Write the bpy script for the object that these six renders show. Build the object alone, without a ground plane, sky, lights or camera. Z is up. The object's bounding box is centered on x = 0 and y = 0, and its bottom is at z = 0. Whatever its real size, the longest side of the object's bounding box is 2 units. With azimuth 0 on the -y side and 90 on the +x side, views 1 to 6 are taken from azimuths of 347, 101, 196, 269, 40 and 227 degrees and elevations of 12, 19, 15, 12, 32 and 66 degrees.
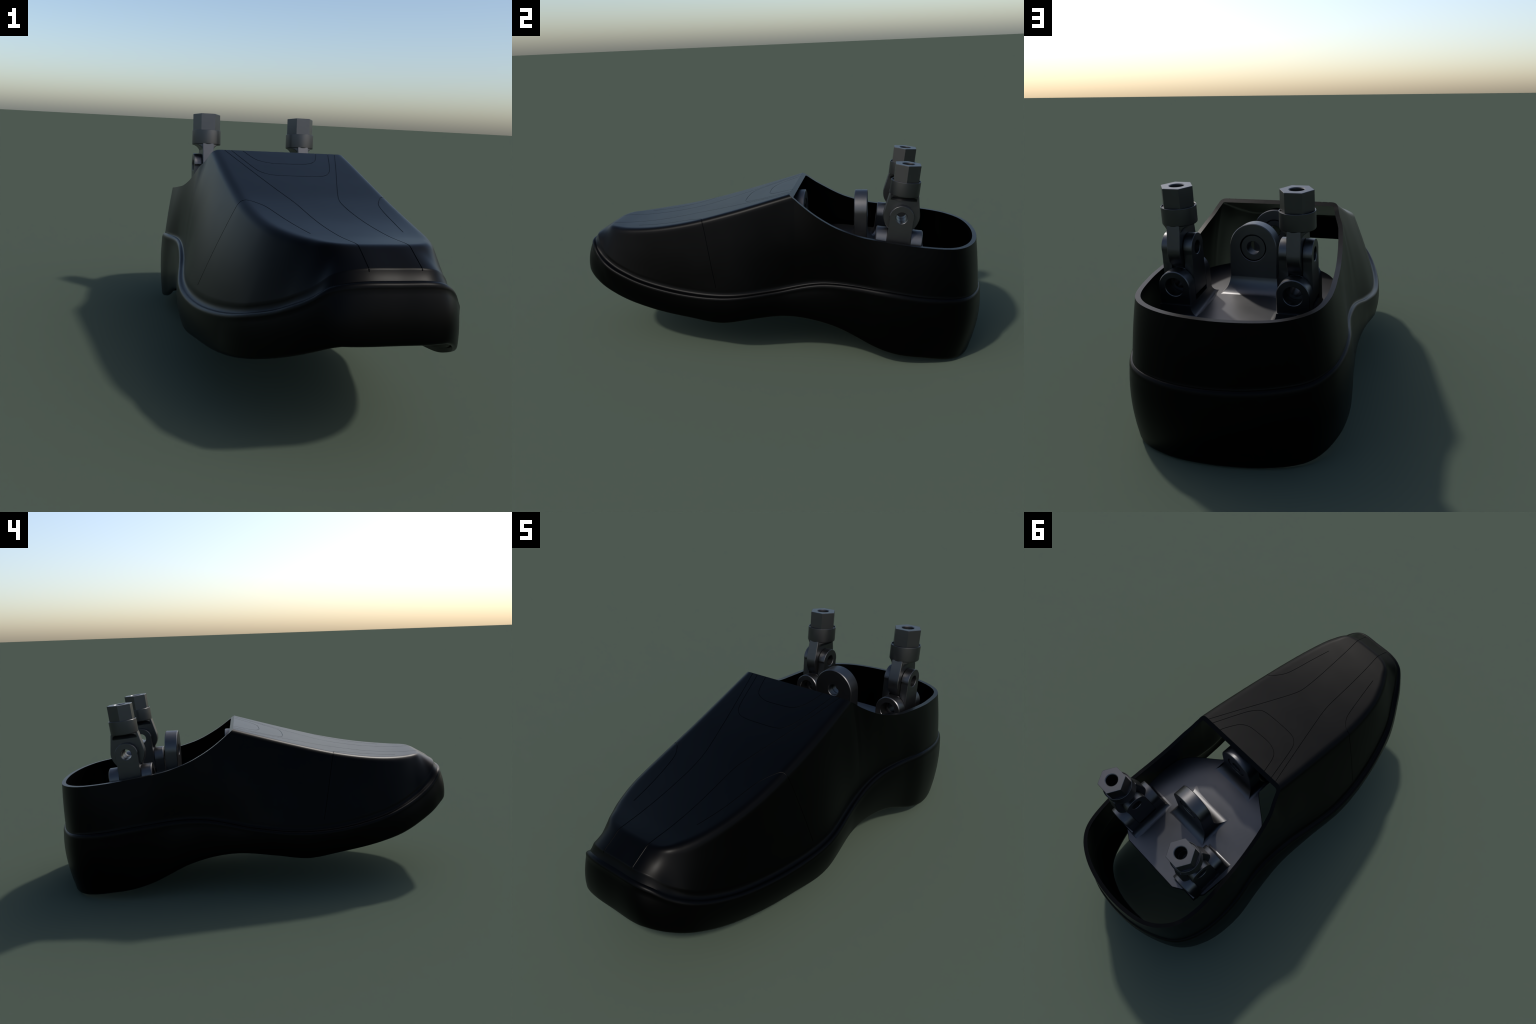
"""Robotic foot: a hollow shoe-shaped shell around a tilted ankle plate with
two bearing lugs and two universal joints ending in hexagonal rod couplers."""
import bpy, bmesh, math
import numpy as np
from mathutils import Vector, Matrix
from mathutils.bvhtree import BVHTree

for o in list(bpy.data.objects):
    bpy.data.objects.remove(o, do_unlink=True)

# ------------------------------------------------------------------ materials
def material(name, base, rough, metallic=0.0, spec=0.5, mottling=0.06, scale=9.0, bump=0.0, coat=0.0):
    m = bpy.data.materials.new(name)
    m.use_nodes = True
    nt = m.node_tree
    bsdf = nt.nodes["Principled BSDF"]
    tc = nt.nodes.new("ShaderNodeTexCoord")
    no = nt.nodes.new("ShaderNodeTexNoise")
    no.inputs["Scale"].default_value = scale
    no.inputs["Detail"].default_value = 5
    nt.links.new(tc.outputs["Object"], no.inputs["Vector"])
    ramp = nt.nodes.new("ShaderNodeValToRGB")
    ramp.color_ramp.elements[0].position = 0.3
    ramp.color_ramp.elements[1].position = 0.7
    ramp.color_ramp.elements[0].color = tuple(c * (1 - mottling) for c in base) + (1,)
    ramp.color_ramp.elements[1].color = tuple(c * (1 + mottling) for c in base) + (1,)
    nt.links.new(no.outputs["Fac"], ramp.inputs["Fac"])
    nt.links.new(ramp.outputs["Color"], bsdf.inputs["Base Color"])
    mr = nt.nodes.new("ShaderNodeMapRange")
    mr.inputs["To Min"].default_value = rough - 0.02
    mr.inputs["To Max"].default_value = rough + 0.02
    nt.links.new(no.outputs["Fac"], mr.inputs["Value"])
    nt.links.new(mr.outputs["Result"], bsdf.inputs["Roughness"])
    bsdf.inputs["Metallic"].default_value = metallic
    bsdf.inputs["Specular IOR Level"].default_value = spec
    bsdf.inputs["Coat Weight"].default_value = coat
    if bump:
        n2 = nt.nodes.new("ShaderNodeTexNoise")
        n2.inputs["Scale"].default_value = 260
        nt.links.new(tc.outputs["Object"], n2.inputs["Vector"])
        b = nt.nodes.new("ShaderNodeBump")
        b.inputs["Strength"].default_value = bump
        b.inputs["Distance"].default_value = 0.0006
        nt.links.new(n2.outputs["Fac"], b.inputs["Height"])
        nt.links.new(b.outputs["Normal"], bsdf.inputs["Normal"])
    return m

MAT_UPPER = material("black_moulded_shell", (.0062, .0062, .0062), 0.38, metallic=1.0)
MAT_SOLE = material("black_sole_shell", (.0060, .0060, .0060), 0.38, metallic=1.0)
MAT_STEEL = material("dark_gunmetal", (.088, .088, .090), 0.385, metallic=1.0)
MAT_BUSH = material("bushing_gunmetal", (.084, .084, .086), 0.39, metallic=1.0)

# ------------------------------------------------------------------ helpers
def catmull(pts, closed, per=14):
    P = np.array(pts, float)
    n = len(P)
    segs = n if closed else n - 1
    out = []
    for i in range(segs):
        if closed:
            a, b, c, d = P[(i - 1) % n], P[i], P[(i + 1) % n], P[(i + 2) % n]
        else:
            b, c = P[i], P[i + 1]
            a = P[i - 1] if i > 0 else 2 * b - c
            d = P[i + 2] if i + 2 < n else 2 * c - b
        for k in range(per):
            u = k / per
            out.append(0.5 * (2 * b + (c - a) * u + (2 * a - 5 * b + 4 * c - d) * u * u + (3 * b - a - 3 * c + d) * u ** 3))
    if not closed:
        out.append(P[-1])
    return np.array(out)

def hermite(table):
    xk = np.array([t[0] for t in table], float)
    yk = np.array([t[1] for t in table], float)
    m = np.gradient(yk, xk)
    def f(x):
        x = min(max(x, xk[0]), xk[-1])
        i = int(np.clip(np.searchsorted(xk, x) - 1, 0, len(xk) - 2))
        h = xk[i + 1] - xk[i]
        u = (x - xk[i]) / h
        return float((2*u**3 - 3*u*u + 1)*yk[i] + (u**3 - 2*u*u + u)*h*m[i] + (-2*u**3 + 3*u*u)*yk[i+1] + (u**3 - u*u)*h*m[i+1])
    return f

def smooth_path(pts, per=10):
    return catmull(pts, False, per)

def bez2(a, b, c, n):
    return [(1 - u) ** 2 * a + 2 * u * (1 - u) * b + u * u * c for u in np.linspace(0, 1, n)]

def new_object(name, verts, faces, mat, parent=None, sharp=35, merge=False):
    me = bpy.data.meshes.new(name)
    me.from_pydata([tuple(v) for v in verts], [], faces)
    bm = bmesh.new()
    bm.from_mesh(me)
    if merge:
        bmesh.ops.remove_doubles(bm, verts=bm.verts, dist=1e-6)
    bmesh.ops.recalc_face_normals(bm, faces=bm.faces)
    bm.to_mesh(me)
    bm.free()
    me.materials.append(mat)
    finish(me, sharp)
    ob = bpy.data.objects.new(name, me)
    bpy.context.scene.collection.objects.link(ob)
    if parent:
        ob.parent = parent
    return ob

def finish(me, sharp=35):
    me.polygons.foreach_set("use_smooth", [True] * len(me.polygons))
    me.set_sharp_from_angle(angle=math.radians(sharp))

# ------------------------------------------------------------------ the shell's guide curves
# Plan outlines (x, y): toe at -y, heel at +y; the toe is swung towards +x.
PLAN_SHOULDER = [(.055, -.975), (.154, -.973), (.210, -.950), (.254, -.911), (.302, -.836), (.343, -.670), (.376, -.420),
                 (.390, -.180), (.354, .057), (.353, .230), (.380, .410), (.411, .573), (.396, .745), (.326, .900),
                 (.184, .977), (.013, .997), (-.160, .972), (-.314, .902), (-.383, .806), (-.410, .688), (-.410, .550),
                 (-.380, .366), (-.383, .136), (-.414, -.165), (-.388, -.433), (-.320, -.672), (-.222, -.845),
                 (-.158, -.926), (-.114, -.958), (-.045, -.974)]
PLAN_BOTTOM = [(.055, -.998), (.150, -.998), (.205, -.983), (.253, -.932), (.294, -.845), (.338, -.660), (.370, -.435),
               (.388, -.205), (.359, .010), (.358, .200), (.377, .400), (.408, .563), (.390, .719), (.322, .873),
               (.175, .948), (.000, .962), (-.175, .935), (-.318, .868), (-.392, .740), (-.412, .580), (-.396, .420),
               (-.385, .225), (-.395, .030), (-.404, -.210), (-.374, -.440), (-.318, -.690), (-.214, -.876),
               (-.151, -.952), (-.111, -.985), (-.045, -.997)]
# Opening rim and top crease (x, y), both from the +x corner round to the -x corner
PLAN_RIM = [(.2815, .1175), (.294, .160), (.313, .223), (.335, .339), (.354, .488), (.359, .672), (.320, .844),
            (.190, .936), (-.010, .969), (-.210, .940), (-.322, .853), (-.360, .728), (-.354, .547), (-.334, .363),
            (-.308, .210), (-.286, .155), (-.2705, .1175)]
PLAN_CREASE = [(.276, .125), (.283, -.030), (.286, -.233), (.283, -.430), (.268, -.600), (.241, -.738), (.206, -.818),
               (.173, -.853), (.125, -.864), (.040, -.866), (-.043, -.863), (-.098, -.845), (-.133, -.806), (-.175, -.736),
               (-.217, -.620), (-.243, -.445), (-.252, -.243), (-.260, -.044), (-.265, .125)]
Z_SHOULDER = hermite([(-.98, .530), (-.955, .511), (-.92, .474), (-.85, .427), (-.72, .372), (-.5, .320), (-.25, .303),
                      (0, .327), (.25, .368), (.5, .354), (.75, .318), (1.0, .284)])
Z_BOTTOM = hermite([(-.99, .372), (-.93, .333), (-.8, .272), (-.6, .219), (-.4, .190), (-.25, .174), (-.1, .193),
                    (.1, .208), (.3, .168), (.5, .080), (.6, .052), (.7, .036), (.85, .008), (.93, .0), (.96, .0)])
# side view of the opening: one curve that cuts straight across the shell (along x)
Z_RIM = hermite([(.05, .817), (.089, .788), (.125, .7595), (.17, .7255), (.21, .699), (.25, .6755), (.30, .650), (.35, .631), (.42, .610), (.5, .596), (.6, .581), (.7, .568), (.97, .539), (1.1, .53)])
Z_TOP = hermite([(-.90, .602), (-.87, .604), (-.75, .606), (-.6, .619), (-.4, .654), (-.2, .705), (0, .762), (.089, .788), (.2, .82)])
LEDGE_WIDTH = hermite([(-1.0, .036), (-.9, .034), (-.5, .034), (0, .027), (.3, .021), (.6, .016), (1.0, .012)])
LEDGE_DROP = hermite([(-1.0, .030), (-.85, .030), (-.5, .029), (0, .024), (.5, .022), (1.0, .024)])
FRONT_C, REAR_C, CORNER_Y = np.array((.045, -.70)), np.array((0.0, .62)), .1175
SHELL = .019

DENSE = {k: np.vstack([c, c[:1]]) for k, c in
         (("S", catmull(PLAN_SHOULDER, True)), ("B", catmull(PLAN_BOTTOM, True)))}
DENSE["R"] = catmull(PLAN_RIM, False)
DENSE["T"] = catmull(PLAN_CREASE, False)

def reach(curve, o, d):
    """distance from o along plan direction d to the curve"""
    a = curve[:-1] - o
    b = curve[1:] - o
    nrm = np.array((-d[1], d[0]))
    sa, sb = a @ nrm, b @ nrm
    best = None
    for i in np.where(sa * sb <= 1e-12)[0]:
        den = sa[i] - sb[i]
        u = 0.5 if abs(den) < 1e-12 else sa[i] / den
        if -1e-6 <= u <= 1 + 1e-6:
            t = float((a[i] + u * (b[i] - a[i])) @ d)
            if t > 0 and (best is None or t > best):
                best = t
    return best

# stations: vertical half planes all round, from the +x corner forward round the toe, back, round the heel
def build_stations():
    st = []
    ys = np.concatenate([np.linspace(CORNER_Y, .08, 9)[:-1], np.linspace(.08, FRONT_C[1], 54)])
    spine = lambda y: np.array((np.interp(y, [FRONT_C[1], REAR_C[1]], [FRONT_C[0], REAR_C[0]]), y))
    for y in ys[:-1]:
        st.append((spine(y), np.array((1., 0.))))
    for a in np.linspace(0, math.pi, 97):
        st.append((FRONT_C, np.array((math.cos(a), -math.sin(a)))))
    for y in ys[::-1][1:]:
        st.append((spine(y), np.array((-1., 0.))))
    nfront = len(st)
    yr = np.linspace(CORNER_Y, REAR_C[1], 40)
    for y in yr[:-1]:
        st.append((spine(y), np.array((-1., 0.))))
    for a in np.linspace(0, math.pi, 81):
        st.append((REAR_C, np.array((-math.cos(a), math.sin(a)))))
    for y in yr[::-1][1:]:
        st.append((spine(y), np.array((1., 0.))))
    return st, nfront

def lower_profile(o, d):
    """(r, z) profile from the bottom edge up to the foot of the upper wall"""
    rs, rb = reach(DENSE["S"], o, d), reach(DENSE["B"], o, d)
    ps, pb = o + rs * d, o + rb * d
    zs, zb = Z_SHOULDER(ps[1]), Z_BOTTOM(pb[1])
    w, dz = LEDGE_WIDTH(ps[1]), LEDGE_DROP(ps[1])
    V = lambda r, z: np.array((r, z))
    top = V(rs, zs - .013)
    heel = float(np.interp(ps[1], [.05, .55], [0, 1]))
    h = top[1] - zb
    rnd = np.interp(ps[1], [.2, .8], [.012, .020])
    # sole wall: a gentle barrel; under the heel it tucks in
    bot = V(rb, zb + rnd)
    ctrl = V(max(rs, rb) + np.interp(ps[1], [-.9, -.4, .3, .9], [.002, .006, .008, .012]), zb + .55 * h)
    wall = bez2(bot, ctrl, top, 12)
    tuck = bez2(V(rb - rnd, zb), V(rb - .001, zb), wall[0], 5)[:-1]
    c = V(rs - (.50 + .40 * heel) * w, zs + (.20 + .65 * heel) * dz)
    shoulder = bez2(top, V(rs + .0005, zs + (.24 + .50 * heel) * dz), c, 8)[1:]
    u = V(rs - w, zs + dz)
    u = V(rs - w, zs + 1.12 * dz)
    hollow = float(np.interp(ps[1], [-.95, -.86], [.15, 1]))
    corner = V(rs - w + .002, zs + (.22 + .65 * heel) * dz)
    ctrl2 = (c + u) / 2 * (1 - hollow) + corner * hollow
    strip = bez2(c, ctrl2, u, 8)[1:]
    return tuck + wall + shoulder, strip, u      # first list ends on the crease line

stations, NFRONT = build_stations()
NST = len(stations)
NW = 16
verts, ringidx = [], []
sole_rings = None
T_pts, U_pts = [], []
for i, (o, d) in enumerate(stations):
    front = i < NFRONT
    low, strip, u = lower_profile(o, d)
    sole_rings = len(low)
    prof = low + strip
    if front:
        rt = reach(DENSE["T"], o, d)
        if rt is None:
            rt = float((DENSE["T"][0 if d[0] > 0 else -1] - o) @ d)
        pt = o + rt * d
        t = np.array((rt, Z_TOP(pt[1])))
        k = np.interp(pt[1], [-.87, -.8, .1], [.012, .026, .030])
        wd = (t - u) / np.linalg.norm(t - u)
        end = t - wd * k
    else:
        rt = reach(DENSE["R"], o, d)
        if rt is None:
            rt = float((DENSE["R"][-1 if d[0] < 0 else 0] - o) @ d)
        pt = o + rt * d
        end = np.array((rt, Z_RIM(pt[1])))
        t = end
    T_pts.append((pt, t[1], k if front else 0))
    bulge = .010 * np.linalg.norm(end - u)
    if front:
        bulge *= np.interp(pt[1], [-.85, -.6], [0.15, 1])
    bulge += .007 * math.exp(-((pt[1] - .10) / .09) ** 2)      # fuller flank under the throat corner
    n = np.array((end[1] - u[1], -(end[0] - u[0])))
    n /= np.linalg.norm(n)
    for s in [.035] + list(np.linspace(0, 1, NW)[1:]):
        prof.append(u + (end - u) * s + n * bulge * math.sin(math.pi * s))
    ring = []
    for r, z in prof:
        p = o + r * d
        ring.append(len(verts))
        verts.append((p[0], p[1], z))
    ringidx.append(ring)
NPROF = len(ringidx[0])

faces, tags = [], []
def quad(*f):
    f2 = []
    for v in f:
        if v not in f2:
            f2.append(v)
    if len(f2) > 2:
        faces.append(tuple(f2))
        return True
# the two stations at each opening corner share the wall below the rim: weld them
weld = {}
for a, b in ((NFRONT - 1, NFRONT), (0, NST - 1)):
    for j in range(NPROF):
        weld[ringidx[b][j]] = ringidx[a][j]
    ringidx[b] = ringidx[a]
for i in range(NST):
    a, b = ringidx[i], ringidx[(i + 1) % NST]
    if a is b:
        continue
    for j in range(NPROF - 1):
        if quad(a[j], b[j], b[j + 1], a[j + 1]):
            tags.append(1 if j < sole_rings - 1 else 0)
# crease bevel and top face
tp = np.array([T_pts[i][0] for i in range(NFRONT)])
tan = np.gradient(tp, axis=0)
tan /= np.linalg.norm(tan, axis=1)[:, None]
NB = 7
bev = []
for i in range(NFRONT):
    nrm = np.array((tan[i][1], -tan[i][0]))
    c = np.array((.03, -.3)) if tp[i][1] > -.6 else FRONT_C
    if nrm @ (c - tp[i]) < 0:
        nrm = -nrm
    if i in (0, NFRONT - 1):
        nrm = np.array((-1. if i == 0 else 1., 0.))
    k = T_pts[i][2]
    p2 = tp[i] + nrm * k
    P0 = np.array(verts[ringidx[i][-1]])
    P1 = np.array((tp[i][0], tp[i][1], T_pts[i][1]))
    P2 = np.array((p2[0], p2[1], Z_TOP(p2[1])))
    row = [ringidx[i][-1]]
    for q in bez2(P0, P1, P2, NB)[1:]:
        row.append(len(verts))
        verts.append(tuple(q))
    bev.append(row)
# where the bevel runs past the opening curve it is cut back to it
for side in (range(0, 20), range(NFRONT - 1, NFRONT - 21, -1)):
    for j in range(1, NB):
        path = [np.array(verts[bev[i][j]]) for i in side]        # from the opening forward
        over = [p[2] - Z_RIM(p[1]) for p in path]
        for k in range(len(path) - 1):
            if over[k] > 0 >= over[k + 1]:
                t = over[k] / (over[k] - over[k + 1])
                hit = path[k] + (path[k + 1] - path[k]) * t
                for i in list(side)[:k + 1]:
                    verts[bev[i][j]] = tuple(hit)
                break
for i in range(NFRONT - 1):
    for j in range(NB - 1):
        quad(bev[i][j], bev[i + 1][j], bev[i + 1][j + 1], bev[i][j + 1])
        tags.append(0)
# instep: a Coons patch bounded by the two side creases, the toe edge and the straight opening edge
edge = [b[-1] for b in bev]
EP = np.array([verts[e][:2] for e in edge])
M = min(range(NFRONT // 2), key=lambda i: math.hypot(EP[i][0] - .150, EP[i][1] + .835))
NX = NFRONT - 1 - 2 * M
L, R, F0 = edge[:M + 1], edge[::-1][:M + 1], edge[M:NFRONT - M]
grid = []
for i in range(M + 1):
    v = i / M
    row = []
    for k in range(NX + 1):
        u = k / NX
        if k == 0:
            row.append(L[i])
        elif k == NX:
            row.append(R[i])
        elif i == M:
            row.append(F0[k])
        else:
            A, B = EP[i], EP[NFRONT - 1 - i]
            top_e = EP[0] * (1 - u) + EP[-1] * u
            bot_e = EP[M + k]
            corner = (1 - v) * top_e + v * (EP[M] * (1 - u) + EP[NFRONT - 1 - M] * u)
            q = A * (1 - u) + B * u + (1 - v) * top_e + v * bot_e - corner
            row.append(len(verts))
            verts.append((q[0], q[1], Z_TOP(q[1])))
    grid.append(row)
for i in range(M):
    for k in range(NX):
        if quad(grid[i][k], grid[i + 1][k], grid[i + 1][k + 1], grid[i][k + 1]):
            tags.append(0)
used = sorted({v for f in faces for v in f})
remap, seen, packed = {}, {}, []
for v in used:                                  # weld coincident points
    key = tuple(round(c, 6) for c in verts[v])
    if key not in seen:
        seen[key] = len(packed)
        packed.append(verts[v])
    remap[v] = seen[key]
new_faces, new_tags = [], []
for f, t in zip(faces, tags):
    g = []
    for v in f:
        if remap[v] not in g:
            g.append(remap[v])
    if len(g) > 2:
        new_faces.append(tuple(g))
        new_tags.append(t)
verts, faces, tags = packed, new_faces, new_tags

me = bpy.data.meshes.new("shell")
me.from_pydata(verts, [], faces)
me.polygons.foreach_set("material_index", tags)
me.materials.append(MAT_UPPER)
me.materials.append(MAT_SOLE)
bm = bmesh.new()
bm.from_mesh(me)
bmesh.ops.recalc_face_normals(bm, faces=bm.faces)
# make sure the normals point outward (heel wall faces +y)
far = max(bm.faces, key=lambda f: f.calc_center_median().y)
if far.normal.y < 0:
    bmesh.ops.reverse_faces(bm, faces=bm.faces)
bm.normal_update()
surface = BVHTree.FromBMesh(bm)
bm.to_mesh(me)
bm.free()
shell = bpy.data.objects.new("shell", me)
bpy.context.scene.collection.objects.link(shell)
so = shell.modifiers.new("wall", "SOLIDIFY")
so.thickness = SHELL
so.offset = -1
so.use_even_offset = False
so.use_rim = True

# ------------------------------------------------------------------ engraved panel lines
def on_top(path, per=8):
    """polyline drawn on the instep from plan points"""
    return [Vector((p[0], p[1], Z_TOP(p[1]))) for p in smooth_path(path, per)]

def snap(points):
    out = []
    for p in points:
        loc, nrm, _, _ = surface.find_nearest(p)
        out.append((loc, nrm))
    return out

GROOVES = []
# two long stripes that pinch at the ball of the foot and run over the toe
GROOVES.append(on_top([(-.219, .084), (-.152, -.127), (-.094, -.318), (-.074, -.390), (-.064, -.445),
                       (-.055, -.535), (-.038, -.734), (-.026, -.852)]) + [Vector((-.024, -.90, .577)), Vector((-.023, -.934, .547))])
GROOVES.append(on_top([(.233, .084), (.189, -.066), (.140, -.223), (.105, -.338), (.093, -.390), (.092, -.440),
                       (.097, -.529), (.107, -.668), (.118, -.850)]) + [Vector((.119, -.90, .578)), Vector((.120, -.934, .549))])
# nested tongue outlines at the opening
GROOVES.append(on_top([(-.192, .084), (-.144, -.075), (-.122, -.128), (-.090, -.153), (-.050, -.160), (.020, -.160), (.087, -.157),
                       (.124, -.145), (.150, -.105), (.169, -.048), (.204, .084)]))
GROOVES.append(on_top([(-.146, .084), (-.122, .014), (-.099, -.019), (-.052, -.039), (0, -.040), (.054, -.037),
                       (.087, -.031), (.121, -.005), (.147, .062), (.152, .084)]))
# side seams: along the instep, over the crease and down the flank
def side_seam(top_pts, crease_top, foot):
    a = on_top(top_pts)
    b = [Vector(crease_top).lerp(Vector(foot), t) for t in np.linspace(0.10, 1, 30)]
    return a + b
GROOVES.append(side_seam([(-.111, -.727), (-.137, -.603), (-.169, -.472), (-.190, -.430), (-.215, -.402), (-.232, -.393)],
                         (-.248, -.388, .640), (-.356, -.329, .352)))
GROOVES.append(side_seam([(.180, -.698), (.199, -.584), (.216, -.440), (.232, -.390), (.254, -.352), (.268, -.337)],
                         (.284, -.330, .655), (.352, -.268, .346)))

def tube(points, radius, sides=6):
    dense = [points[0]]
    for a, b in zip(points[:-1], points[1:]):
        n = max(1, int((b - a).length / .004))
        dense += [a.lerp(b, (k + 1) / n) for k in range(n)]
    pts = snap(dense)
    for _ in range(6):                  # ease kinks, staying on the surface
        mid = [pts[0][0]] + [(pts[i - 1][0] + pts[i][0] * 2 + pts[i + 1][0]) / 4 for i in range(1, len(pts) - 1)] + [pts[-1][0]]
        pts = snap(mid)
    # resample to drop near-duplicates
    clean = [pts[0]]
    for p in pts[1:]:
        if (p[0] - clean[-1][0]).length > .0035:
            clean.append(p)
    V, F = [], []
    for i, (p, n) in enumerate(clean):
        a = clean[max(i - 1, 0)][0]
        b = clean[min(i + 1, len(clean) - 1)][0]
        t = (b - a).normalized()
        n = (n - t * n.dot(t)).normalized()
        s = t.cross(n)
        c = p - n * radius * .35
        if i == 0 and p.y > .075:
            c = c - t * .02
        if i == len(clean) - 1 and p.y > .075:
            c = c + t * .02
        for k in range(sides):
            ang = 2 * math.pi * (k + .5) / sides
            V.append(c + (s * math.cos(ang) + n * math.sin(ang)) * radius)
    m = len(clean)
    for i in range(m - 1):
        for k in range(sides):
            F.append((i * sides + k, i * sides + (k + 1) % sides, (i + 1) * sides + (k + 1) % sides, (i + 1) * sides + k))
    F.append(tuple(range(sides))[::-1])
    F.append(tuple((m - 1) * sides + k for k in range(sides)))
    return V, F

dg = bpy.context.evaluated_depsgraph_get()
cutmesh = bpy.data.meshes.new_from_object(shell.evaluated_get(dg))
# trim the inner edge of the rim to the same opening curve
edges = {}
for p in me.polygons:
    for e in p.edge_keys:
        edges[e] = edges.get(e, 0) + 1
border = {v for e, n in edges.items() if n == 1 for v in e}
slide = Vector((0, .96, .28))
for k in border:
    outer, inner = cutmesh.vertices[k].co, cutmesh.vertices[k + len(verts)].co
    if outer.z < .45 or abs(outer.z - Z_RIM(outer.y)) > .02:
        continue
    if outer.y < CORNER_Y - 1e-4:
        for _ in range(30):
            inner += slide * (Z_RIM(inner.y) - inner.z) / .9
    else:
        inner.z = Z_RIM(inner.y) + .0003
for g in GROOVES:                       # engrave one line at a time, skipping any that would break the shell
    shell.modifiers.clear()
    shell.data = cutmesh
    cut = new_object("groove_cutter", *tube(g, .0017), MAT_UPPER)
    bo = shell.modifiers.new("groove", "BOOLEAN")
    bo.operation = "DIFFERENCE"
    bo.solver = "EXACT"
    bo.object = cut
    dg = bpy.context.evaluated_depsgraph_get()
    res = bpy.data.meshes.new_from_object(shell.evaluated_get(dg))
    if len(res.vertices) > len(cutmesh.vertices):
        cutmesh = res
    else:
        print("groove skipped", len(res.vertices))
    bpy.data.objects.remove(cut, do_unlink=True)
finish(cutmesh, 38)
normals = [Vector(n.vector) for n in cutmesh.corner_normals]

foot = bpy.data.objects.new("robot_foot", None)
bpy.context.scene.collection.objects.link(foot)
foot["label"] = "black hollow robotic foot shell with two ankle universal joints"
foot["category"] = "robot foot"

def region(name, index, mat):
    """faces of the finished shell that belong to one part, keeping the whole shell's normals"""
    vs, fs, ns, ids = [], [], [], {}
    for p in cutmesh.polygons:
        if (p.material_index == 1) != (index == 1):
            continue
        f = []
        for li in p.loop_indices:
            v = cutmesh.loops[li].vertex_index
            if v not in ids:
                ids[v] = len(vs)
                vs.append(cutmesh.vertices[v].co.copy())
            f.append(ids[v])
            ns.append(normals[li])
        fs.append(f)
    m = bpy.data.meshes.new(name)
    m.from_pydata(vs, [], fs)
    m.polygons.foreach_set("use_smooth", [True] * len(m.polygons))
    m.normals_split_custom_set([tuple(n) for n in ns])
    m.materials.append(mat)
    ob = bpy.data.objects.new(name, m)
    bpy.context.scene.collection.objects.link(ob)
    ob.parent = foot
    return ob

region("shoe_upper", 0, MAT_UPPER)
region("sole_band", 1, MAT_SOLE)
bpy.data.objects.remove(shell, do_unlink=True)

# ------------------------------------------------------------------ ankle plate
AX = .0115                      # the mechanism's own centre line
TILT = math.radians(6.0)
DOME = hermite([(0, .006), (.1, .008), (.2, .016), (.3, .016), (.42, .010), (.55, .002), (.65, 0), (.8, 0)])
def plate_z(y, x=None):
    """top of the plate: tilted, and swelling up a little between the bearing lugs"""
    side = 0 if x is None else min(1, abs(x - AX) / .33)
    return .440 + (.72 - y) * .105 + DOME(y) * (1 - side ** 2)

def rotx_frame(origin):
    """joint frame: leans back with the plate"""
    c, s = math.cos(TILT), math.sin(TILT)
    m = Matrix(((1, 0, 0, origin[0]), (0, c, s, origin[1]), (0, -s, c, origin[2]), (0, 0, 0, 1)))
    return m

HALF_PLATE = [(.0, .022), (.055, .030), (.098, .070), (.124, .103), (.150, .128), (.205, .170), (.245, .200), (.280, .236),
              (.305, .285), (.315, .340), (.317, .430), (.314, .520), (.308, .600), (.303, .645), (.268, .682), (.222, .692), (.166, .726)]
THICK = .016
def plate_mesh():
    half = [tuple(p) for p in catmull(HALF_PLATE[:13], False, 4)] + HALF_PLATE[13:]
    outline = [(AX + x, y) for x, y in half] + [(AX - x, y) for x, y in half[:0:-1]]
    V, F = [], []
    n = len(outline)
    cx, cy = AX, .42
    def ring(inset, dz, scale=1.0):
        base = len(V)
        for x, y in outline:
            L = math.hypot(x - cx, y - cy)
            k = (L - inset) / L * scale
            x2, y2 = cx + (x - cx) * k, cy + (y - cy) * k
            V.append((x2, y2, plate_z(y2, x2) + dz))
        return base
    loops = [ring(.003, 0, k) for k in (.12, .25, .4, .55, .7, .82, .92)]
    loops += [ring(.003, 0), ring(0, -.003), ring(0, -THICK + .003), ring(.003, -THICK)]
    loops += [ring(.003, -THICK, k) for k in (.92, .82, .7, .55, .4, .25, .12)]
    for p, q in zip(loops[:-1], loops[1:]):
        for k in range(n):
            F.append((p + k, p + (k + 1) % n, q + (k + 1) % n, q + k))
    F.append(tuple(loops[0] + k for k in range(n)))
    F.append(tuple(loops[-1] + k for k in range(n))[::-1])
    return V, F

def fillet_base(cx, y0, y1, hx, fl, fr, f0, f1, height):
    """mitred concave fillet foot that grows out of the plate"""
    V, F = [], []
    N = 9
    for k in range(N):
        a = (math.pi / 2) * k / (N - 1)
        g = 1 - math.sin(a)                    # 1 at the plate, 0 at the lug
        h = (1 - math.cos(a)) * height
        for sx, yy, fy in ((-1, y0, -f0), (1, y0, -f0), (1, y1, f1), (-1, y1, f1)):
            y = yy + fy * g
            V.append((cx + sx * (hx + (fl if sx < 0 else fr) * g), y, plate_z(y, cx + sx * hx) + h - .001))
    for k in range(N - 1):
        for j in range(4):
            F.append((k * 4 + j, k * 4 + (j + 1) % 4, k * 4 + 4 + (j + 1) % 4, k * 4 + 4 + j))
    F.append(tuple((N - 1) * 4 + j for j in range(4)))
    F.append((3, 2, 1, 0))
    return V, F

def join(parts):
    V, F = [], []
    for v, f in parts:
        o = len(V)
        V += list(v)
        F += [tuple(i + o for i in q) for q in f]
    return V, F

plate = new_object("ankle_plate", *plate_mesh(), MAT_STEEL, foot, 30)

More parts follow.
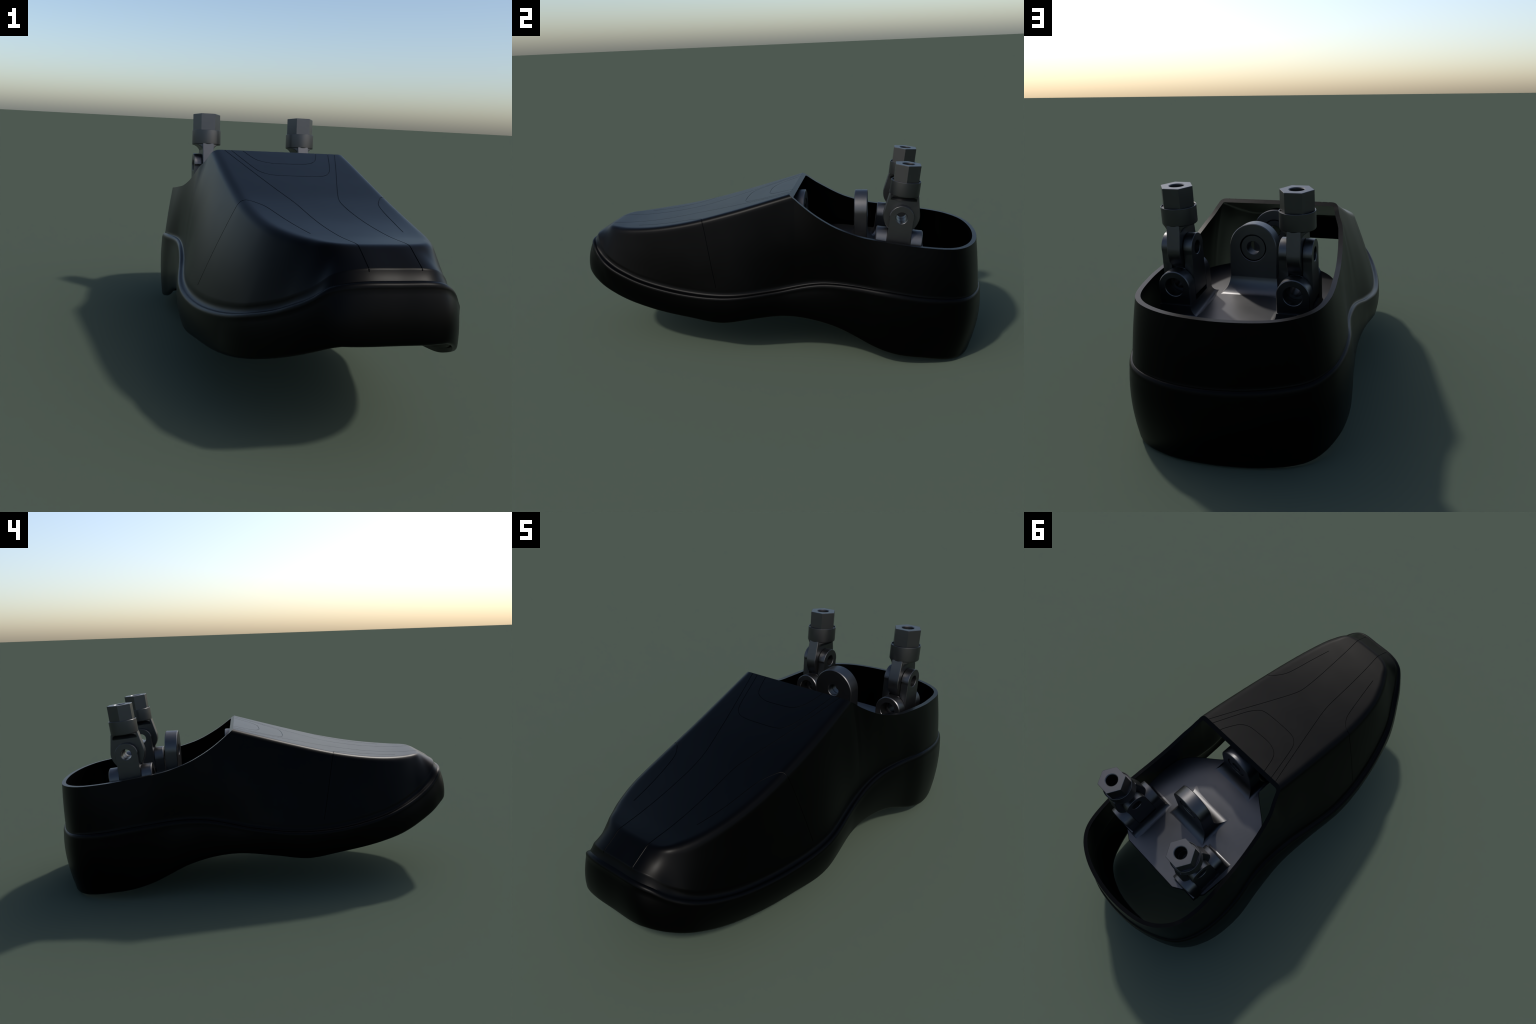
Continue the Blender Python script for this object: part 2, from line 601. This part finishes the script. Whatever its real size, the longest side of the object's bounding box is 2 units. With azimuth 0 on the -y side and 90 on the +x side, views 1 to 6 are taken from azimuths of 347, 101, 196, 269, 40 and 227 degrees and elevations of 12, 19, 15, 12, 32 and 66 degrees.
# ------------------------------------------------------------------ pierced lugs
def pierced(radius_at, angles, rings):
    """ring sequence swept round the bore: each ring is (kind, value, depth); returns local (u, v, depth)"""
    n = len(angles)
    V, F = [], []
    for kind, val, dep in rings:
        for a in angles:
            r = radius_at(a) + val if kind == "out" else val
            V.append((r * math.cos(a), r * math.sin(a), dep))
    m = len(rings)
    for i in range(m):
        j = (i + 1) % m
        for k in range(n):
            F.append((i * n + k, i * n + (k + 1) % n, j * n + (k + 1) % n, j * n + k))
    return V, F

def tombstone(half, top_r, bottom):
    """outline radius seen from the bore centre: round head on straight sides"""
    def f(a):
        c, s = math.cos(a), math.sin(a)
        if s >= 0:
            return top_r
        t = 1e9
        if abs(c) > 1e-9:
            t = min(t, half / abs(c))
        t = min(t, bottom / -s)
        return t
    corner = math.atan2(bottom, half)
    ang = sorted(set([round(x, 6) for x in np.linspace(0, math.pi, 49)] +
                     [round(x, 6) for x in np.linspace(math.pi, math.pi + corner, 8)] +
                     [round(x, 6) for x in np.linspace(math.pi + corner, 2 * math.pi - corner, 14)] +
                     [round(x, 6) for x in np.linspace(2 * math.pi - corner, 2 * math.pi, 8)][:-1]))
    return f, ang

C = .003
# bearing lugs: bore along y, counterbored towards the heel, bushing inside
def lug_rings(d0, d1, bore, counter=None, depth=0, C=.003):
    r = [("out", -C, d0), ("out", 0, d0 + C), ("out", 0, d1 - C), ("out", -C, d1)]
    if counter:
        r += [("in", counter + .0015, d1), ("in", counter, d1 - .0015), ("in", counter, d1 - depth), ("in", bore, d1 - depth)]
    else:
        r += [("in", bore + .0018, d1), ("in", bore, d1 - .0018)]
    r += [("in", bore, d0 + .0018), ("in", bore + .0018, d0)]
    return r

def along_y(V, cx, y0, z0):
    return [(cx + u, y0 + d, z0 + v) for u, v, d in V]

f, ang = tombstone(.0975, .0975, .160)
lugV, lugF = pierced(f, ang, lug_rings(-.0315, .0315, .0275, .054, .030))
bearing_mesh = None
for y, f0, f1 in ((.4125, .080, .056), (.1045, .045, .050)):
    zc = .654
    if bearing_mesh is None:
        lug = new_object("bearing_lug", [(u, d, v) for u, v, d in lugV], lugF, MAT_STEEL, foot, 30)
        bearing_mesh = lug.data
        bushV, bushF = pierced(lambda a: .0505, [2 * math.pi * k / 48 for k in range(48)],
                               [("out", -.0015, .0285), ("out", 0, .027), ("out", 0, .003), ("in", .0265, .003), ("in", .0265, .027), ("in", .028, .0285)])
        bush = new_object("bushing", [(u, d, v) for u, v, d in bushV], bushF, MAT_BUSH, lug, 30)
    else:
        l2 = lug.copy()
        bpy.context.scene.collection.objects.link(l2)
        b2 = bush.copy()
        b2.parent = l2
        bpy.context.scene.collection.objects.link(b2)
        lug = l2
    lug.location = (AX - .0015, y, zc)
    new_object("lug_fillet", *fillet_base(AX - .0015, y - .0315, y + .0315, .0975, .030, .030, f0, f1, .058), MAT_STEEL, foot, 30)

# ------------------------------------------------------------------ universal joints
def rings_to_mesh(rings, cap0=True, cap1=True):
    n = len(rings[0])
    V = [p for r in rings for p in r]
    F = []
    for i in range(len(rings) - 1):
        for k in range(n):
            F.append((i * n + k, i * n + (k + 1) % n, (i + 1) * n + (k + 1) % n, (i + 1) * n + k))
    if cap0:
        F.append(tuple(range(n))[::-1])
    if cap1:
        F.append(tuple((len(rings) - 1) * n + k for k in range(n)))
    return V, F

LUG_R, PIN_Z, KN_R = .062, .128, .0820
fl, al = tombstone(.062, .062, .118)
def lower_lug(sign):
    V, F = pierced(fl, al, lug_rings(-.02625, .02625, .036))
    return [(u, sign * .0783 + d, v) for u, v, d in V], F

def yoke():
    parts = []
    fu, au = tombstone(.0525, .0545, .176)
    for s in (-1, 1):
        V, F = pierced(fu, au, lug_rings(-.01725, .01725, .0258, C=.0012))
        parts.append(([(s * .04425 + d, u, PIN_Z + v) for u, v, d in V], F))
    # barrel on the lower pin
    V, F = pierced(lambda a: .0605, [2 * math.pi * k / 56 for k in range(56)],
                   [("out", -.003, -.0508), ("out", 0, -.0478), ("out", 0, .0478), ("out", -.003, .0508), ("in", .024, .0508), ("in", .024, -.0508)])
    parts.append(([(u, d, v) for u, v, d in V], F))
    return join(parts)

COLLAR0, COLLAR1, HEX1 = .2147, .2895, .3640
def rod_end():
    parts = []
    # flat knuckle: disc that widens straight up into the collar
    half_t = .0255
    def knuckle_r(a):
        c, s = math.cos(a), math.sin(a)
        if s <= 0.05:
            return KN_R
        # blend from the disc to the collar's width
        top = COLLAR0 + .012 - PIN_Z
        w = .0648
        t = 1e9
        t = min(t, top / s)
        # straight flank from disc tangent to (w, top)
        x0, y0 = KN_R * .985, KN_R * .17
        dx, dy = w - x0, top - y0
        den = abs(c) * dy - s * dx
        if den > 1e-9:
            t = min(t, (x0 * dy - y0 * dx) / den)
        return t if s > .17 else KN_R
    corner = math.atan2(COLLAR0 + .012 - PIN_Z, .0648)
    ang = sorted(set([round(x, 6) for x in np.linspace(0, 2 * math.pi, 97)[:-1]] + [round(corner, 6), round(math.pi - corner, 6)]))
    V, F = pierced(knuckle_r, ang, lug_rings(-half_t, half_t, .0258, C=.0022))
    parts.append(([(d, u, PIN_Z + v) for u, v, d in V], F))
    # neck fillet: round collar clipped by a slab that opens out
    rings = []
    n = 72
    for k in range(13):
        a = (math.pi / 2) * k / 12
        h = half_t - .001 + (.067 - half_t) * (1 - math.cos(a))
        z = COLLAR0 - .022 + .032 * math.sin(a)
        R = .0652
        ring = []
        for j in range(n):
            t = 2 * math.pi * j / n
            x, y = R * math.cos(t), R * math.sin(t)
            ring.append((max(-h, min(h, x)), y * .985, z))
        rings.append(ring)
    parts.append(rings_to_mesh(rings))
    # collar: turned ring with a rounded lower edge and a bore
    prof = [(.058, COLLAR0 + .009), (.0648, COLLAR0 + .0085), (.0660, COLLAR0 + .0100), (.0665, COLLAR0 + .013),
            (.0665, COLLAR1 - .001), (.0655, COLLAR1), (.0630, COLLAR1 - .001), (.0625, COLLAR1 - .005), (.026, COLLAR1 - .005), (.026, COLLAR0 + .012), (0.001, COLLAR0 + .010)]
    rings = [[(r * math.cos(2 * math.pi * j / 64), r * math.sin(2 * math.pi * j / 64), z) for j in range(64)] for r, z in prof]
    parts.append(rings_to_mesh(rings))
    # hexagonal coupler, corners on the x axis
    def hex_r(a):
        k = (a % (math.pi / 3)) - math.pi / 6
        return .0635 * math.cos(math.pi / 6) / math.cos(k)
    ang = [2 * math.pi * k / 72 for k in range(72)]
    V, F = pierced(hex_r, ang, [("out", -.0015, HEX1), ("out", 0, HEX1 - .0015), ("out", 0, COLLAR1 - .0055), ("in", .0272, COLLAR1 - .0055),
                                ("in", .0272, HEX1 - .003), ("in", .0302, HEX1)])
    parts.append((V, F))
    return join(parts)

master = {}
for cx in (AX - .2285, AX + .2285):
    frame = rotx_frame((cx, .589, .5605))
    pieces = [("hinge_lug", "a", lambda: lower_lug(-1)), ("hinge_lug", "b", lambda: lower_lug(1)), ("clevis_yoke", "", yoke), ("rod_coupler", "", rod_end)]
    for name, key, build in pieces:
        if (name, key) not in master:
            V, F = build()
            ob = new_object(name, V, F, MAT_STEEL, foot, 30)
            master[(name, key)] = ob.data
        else:
            ob = bpy.data.objects.new(name, master[(name, key)])
            bpy.context.scene.collection.objects.link(ob)
            ob.parent = foot
        ob.matrix_local = frame
    new_object("joint_plinth", *fillet_base(cx, .4825, .6920, .062, *((.0, .031) if cx < 0 else (.031, .0)), .034, .004, .038), MAT_STEEL, foot, 30)
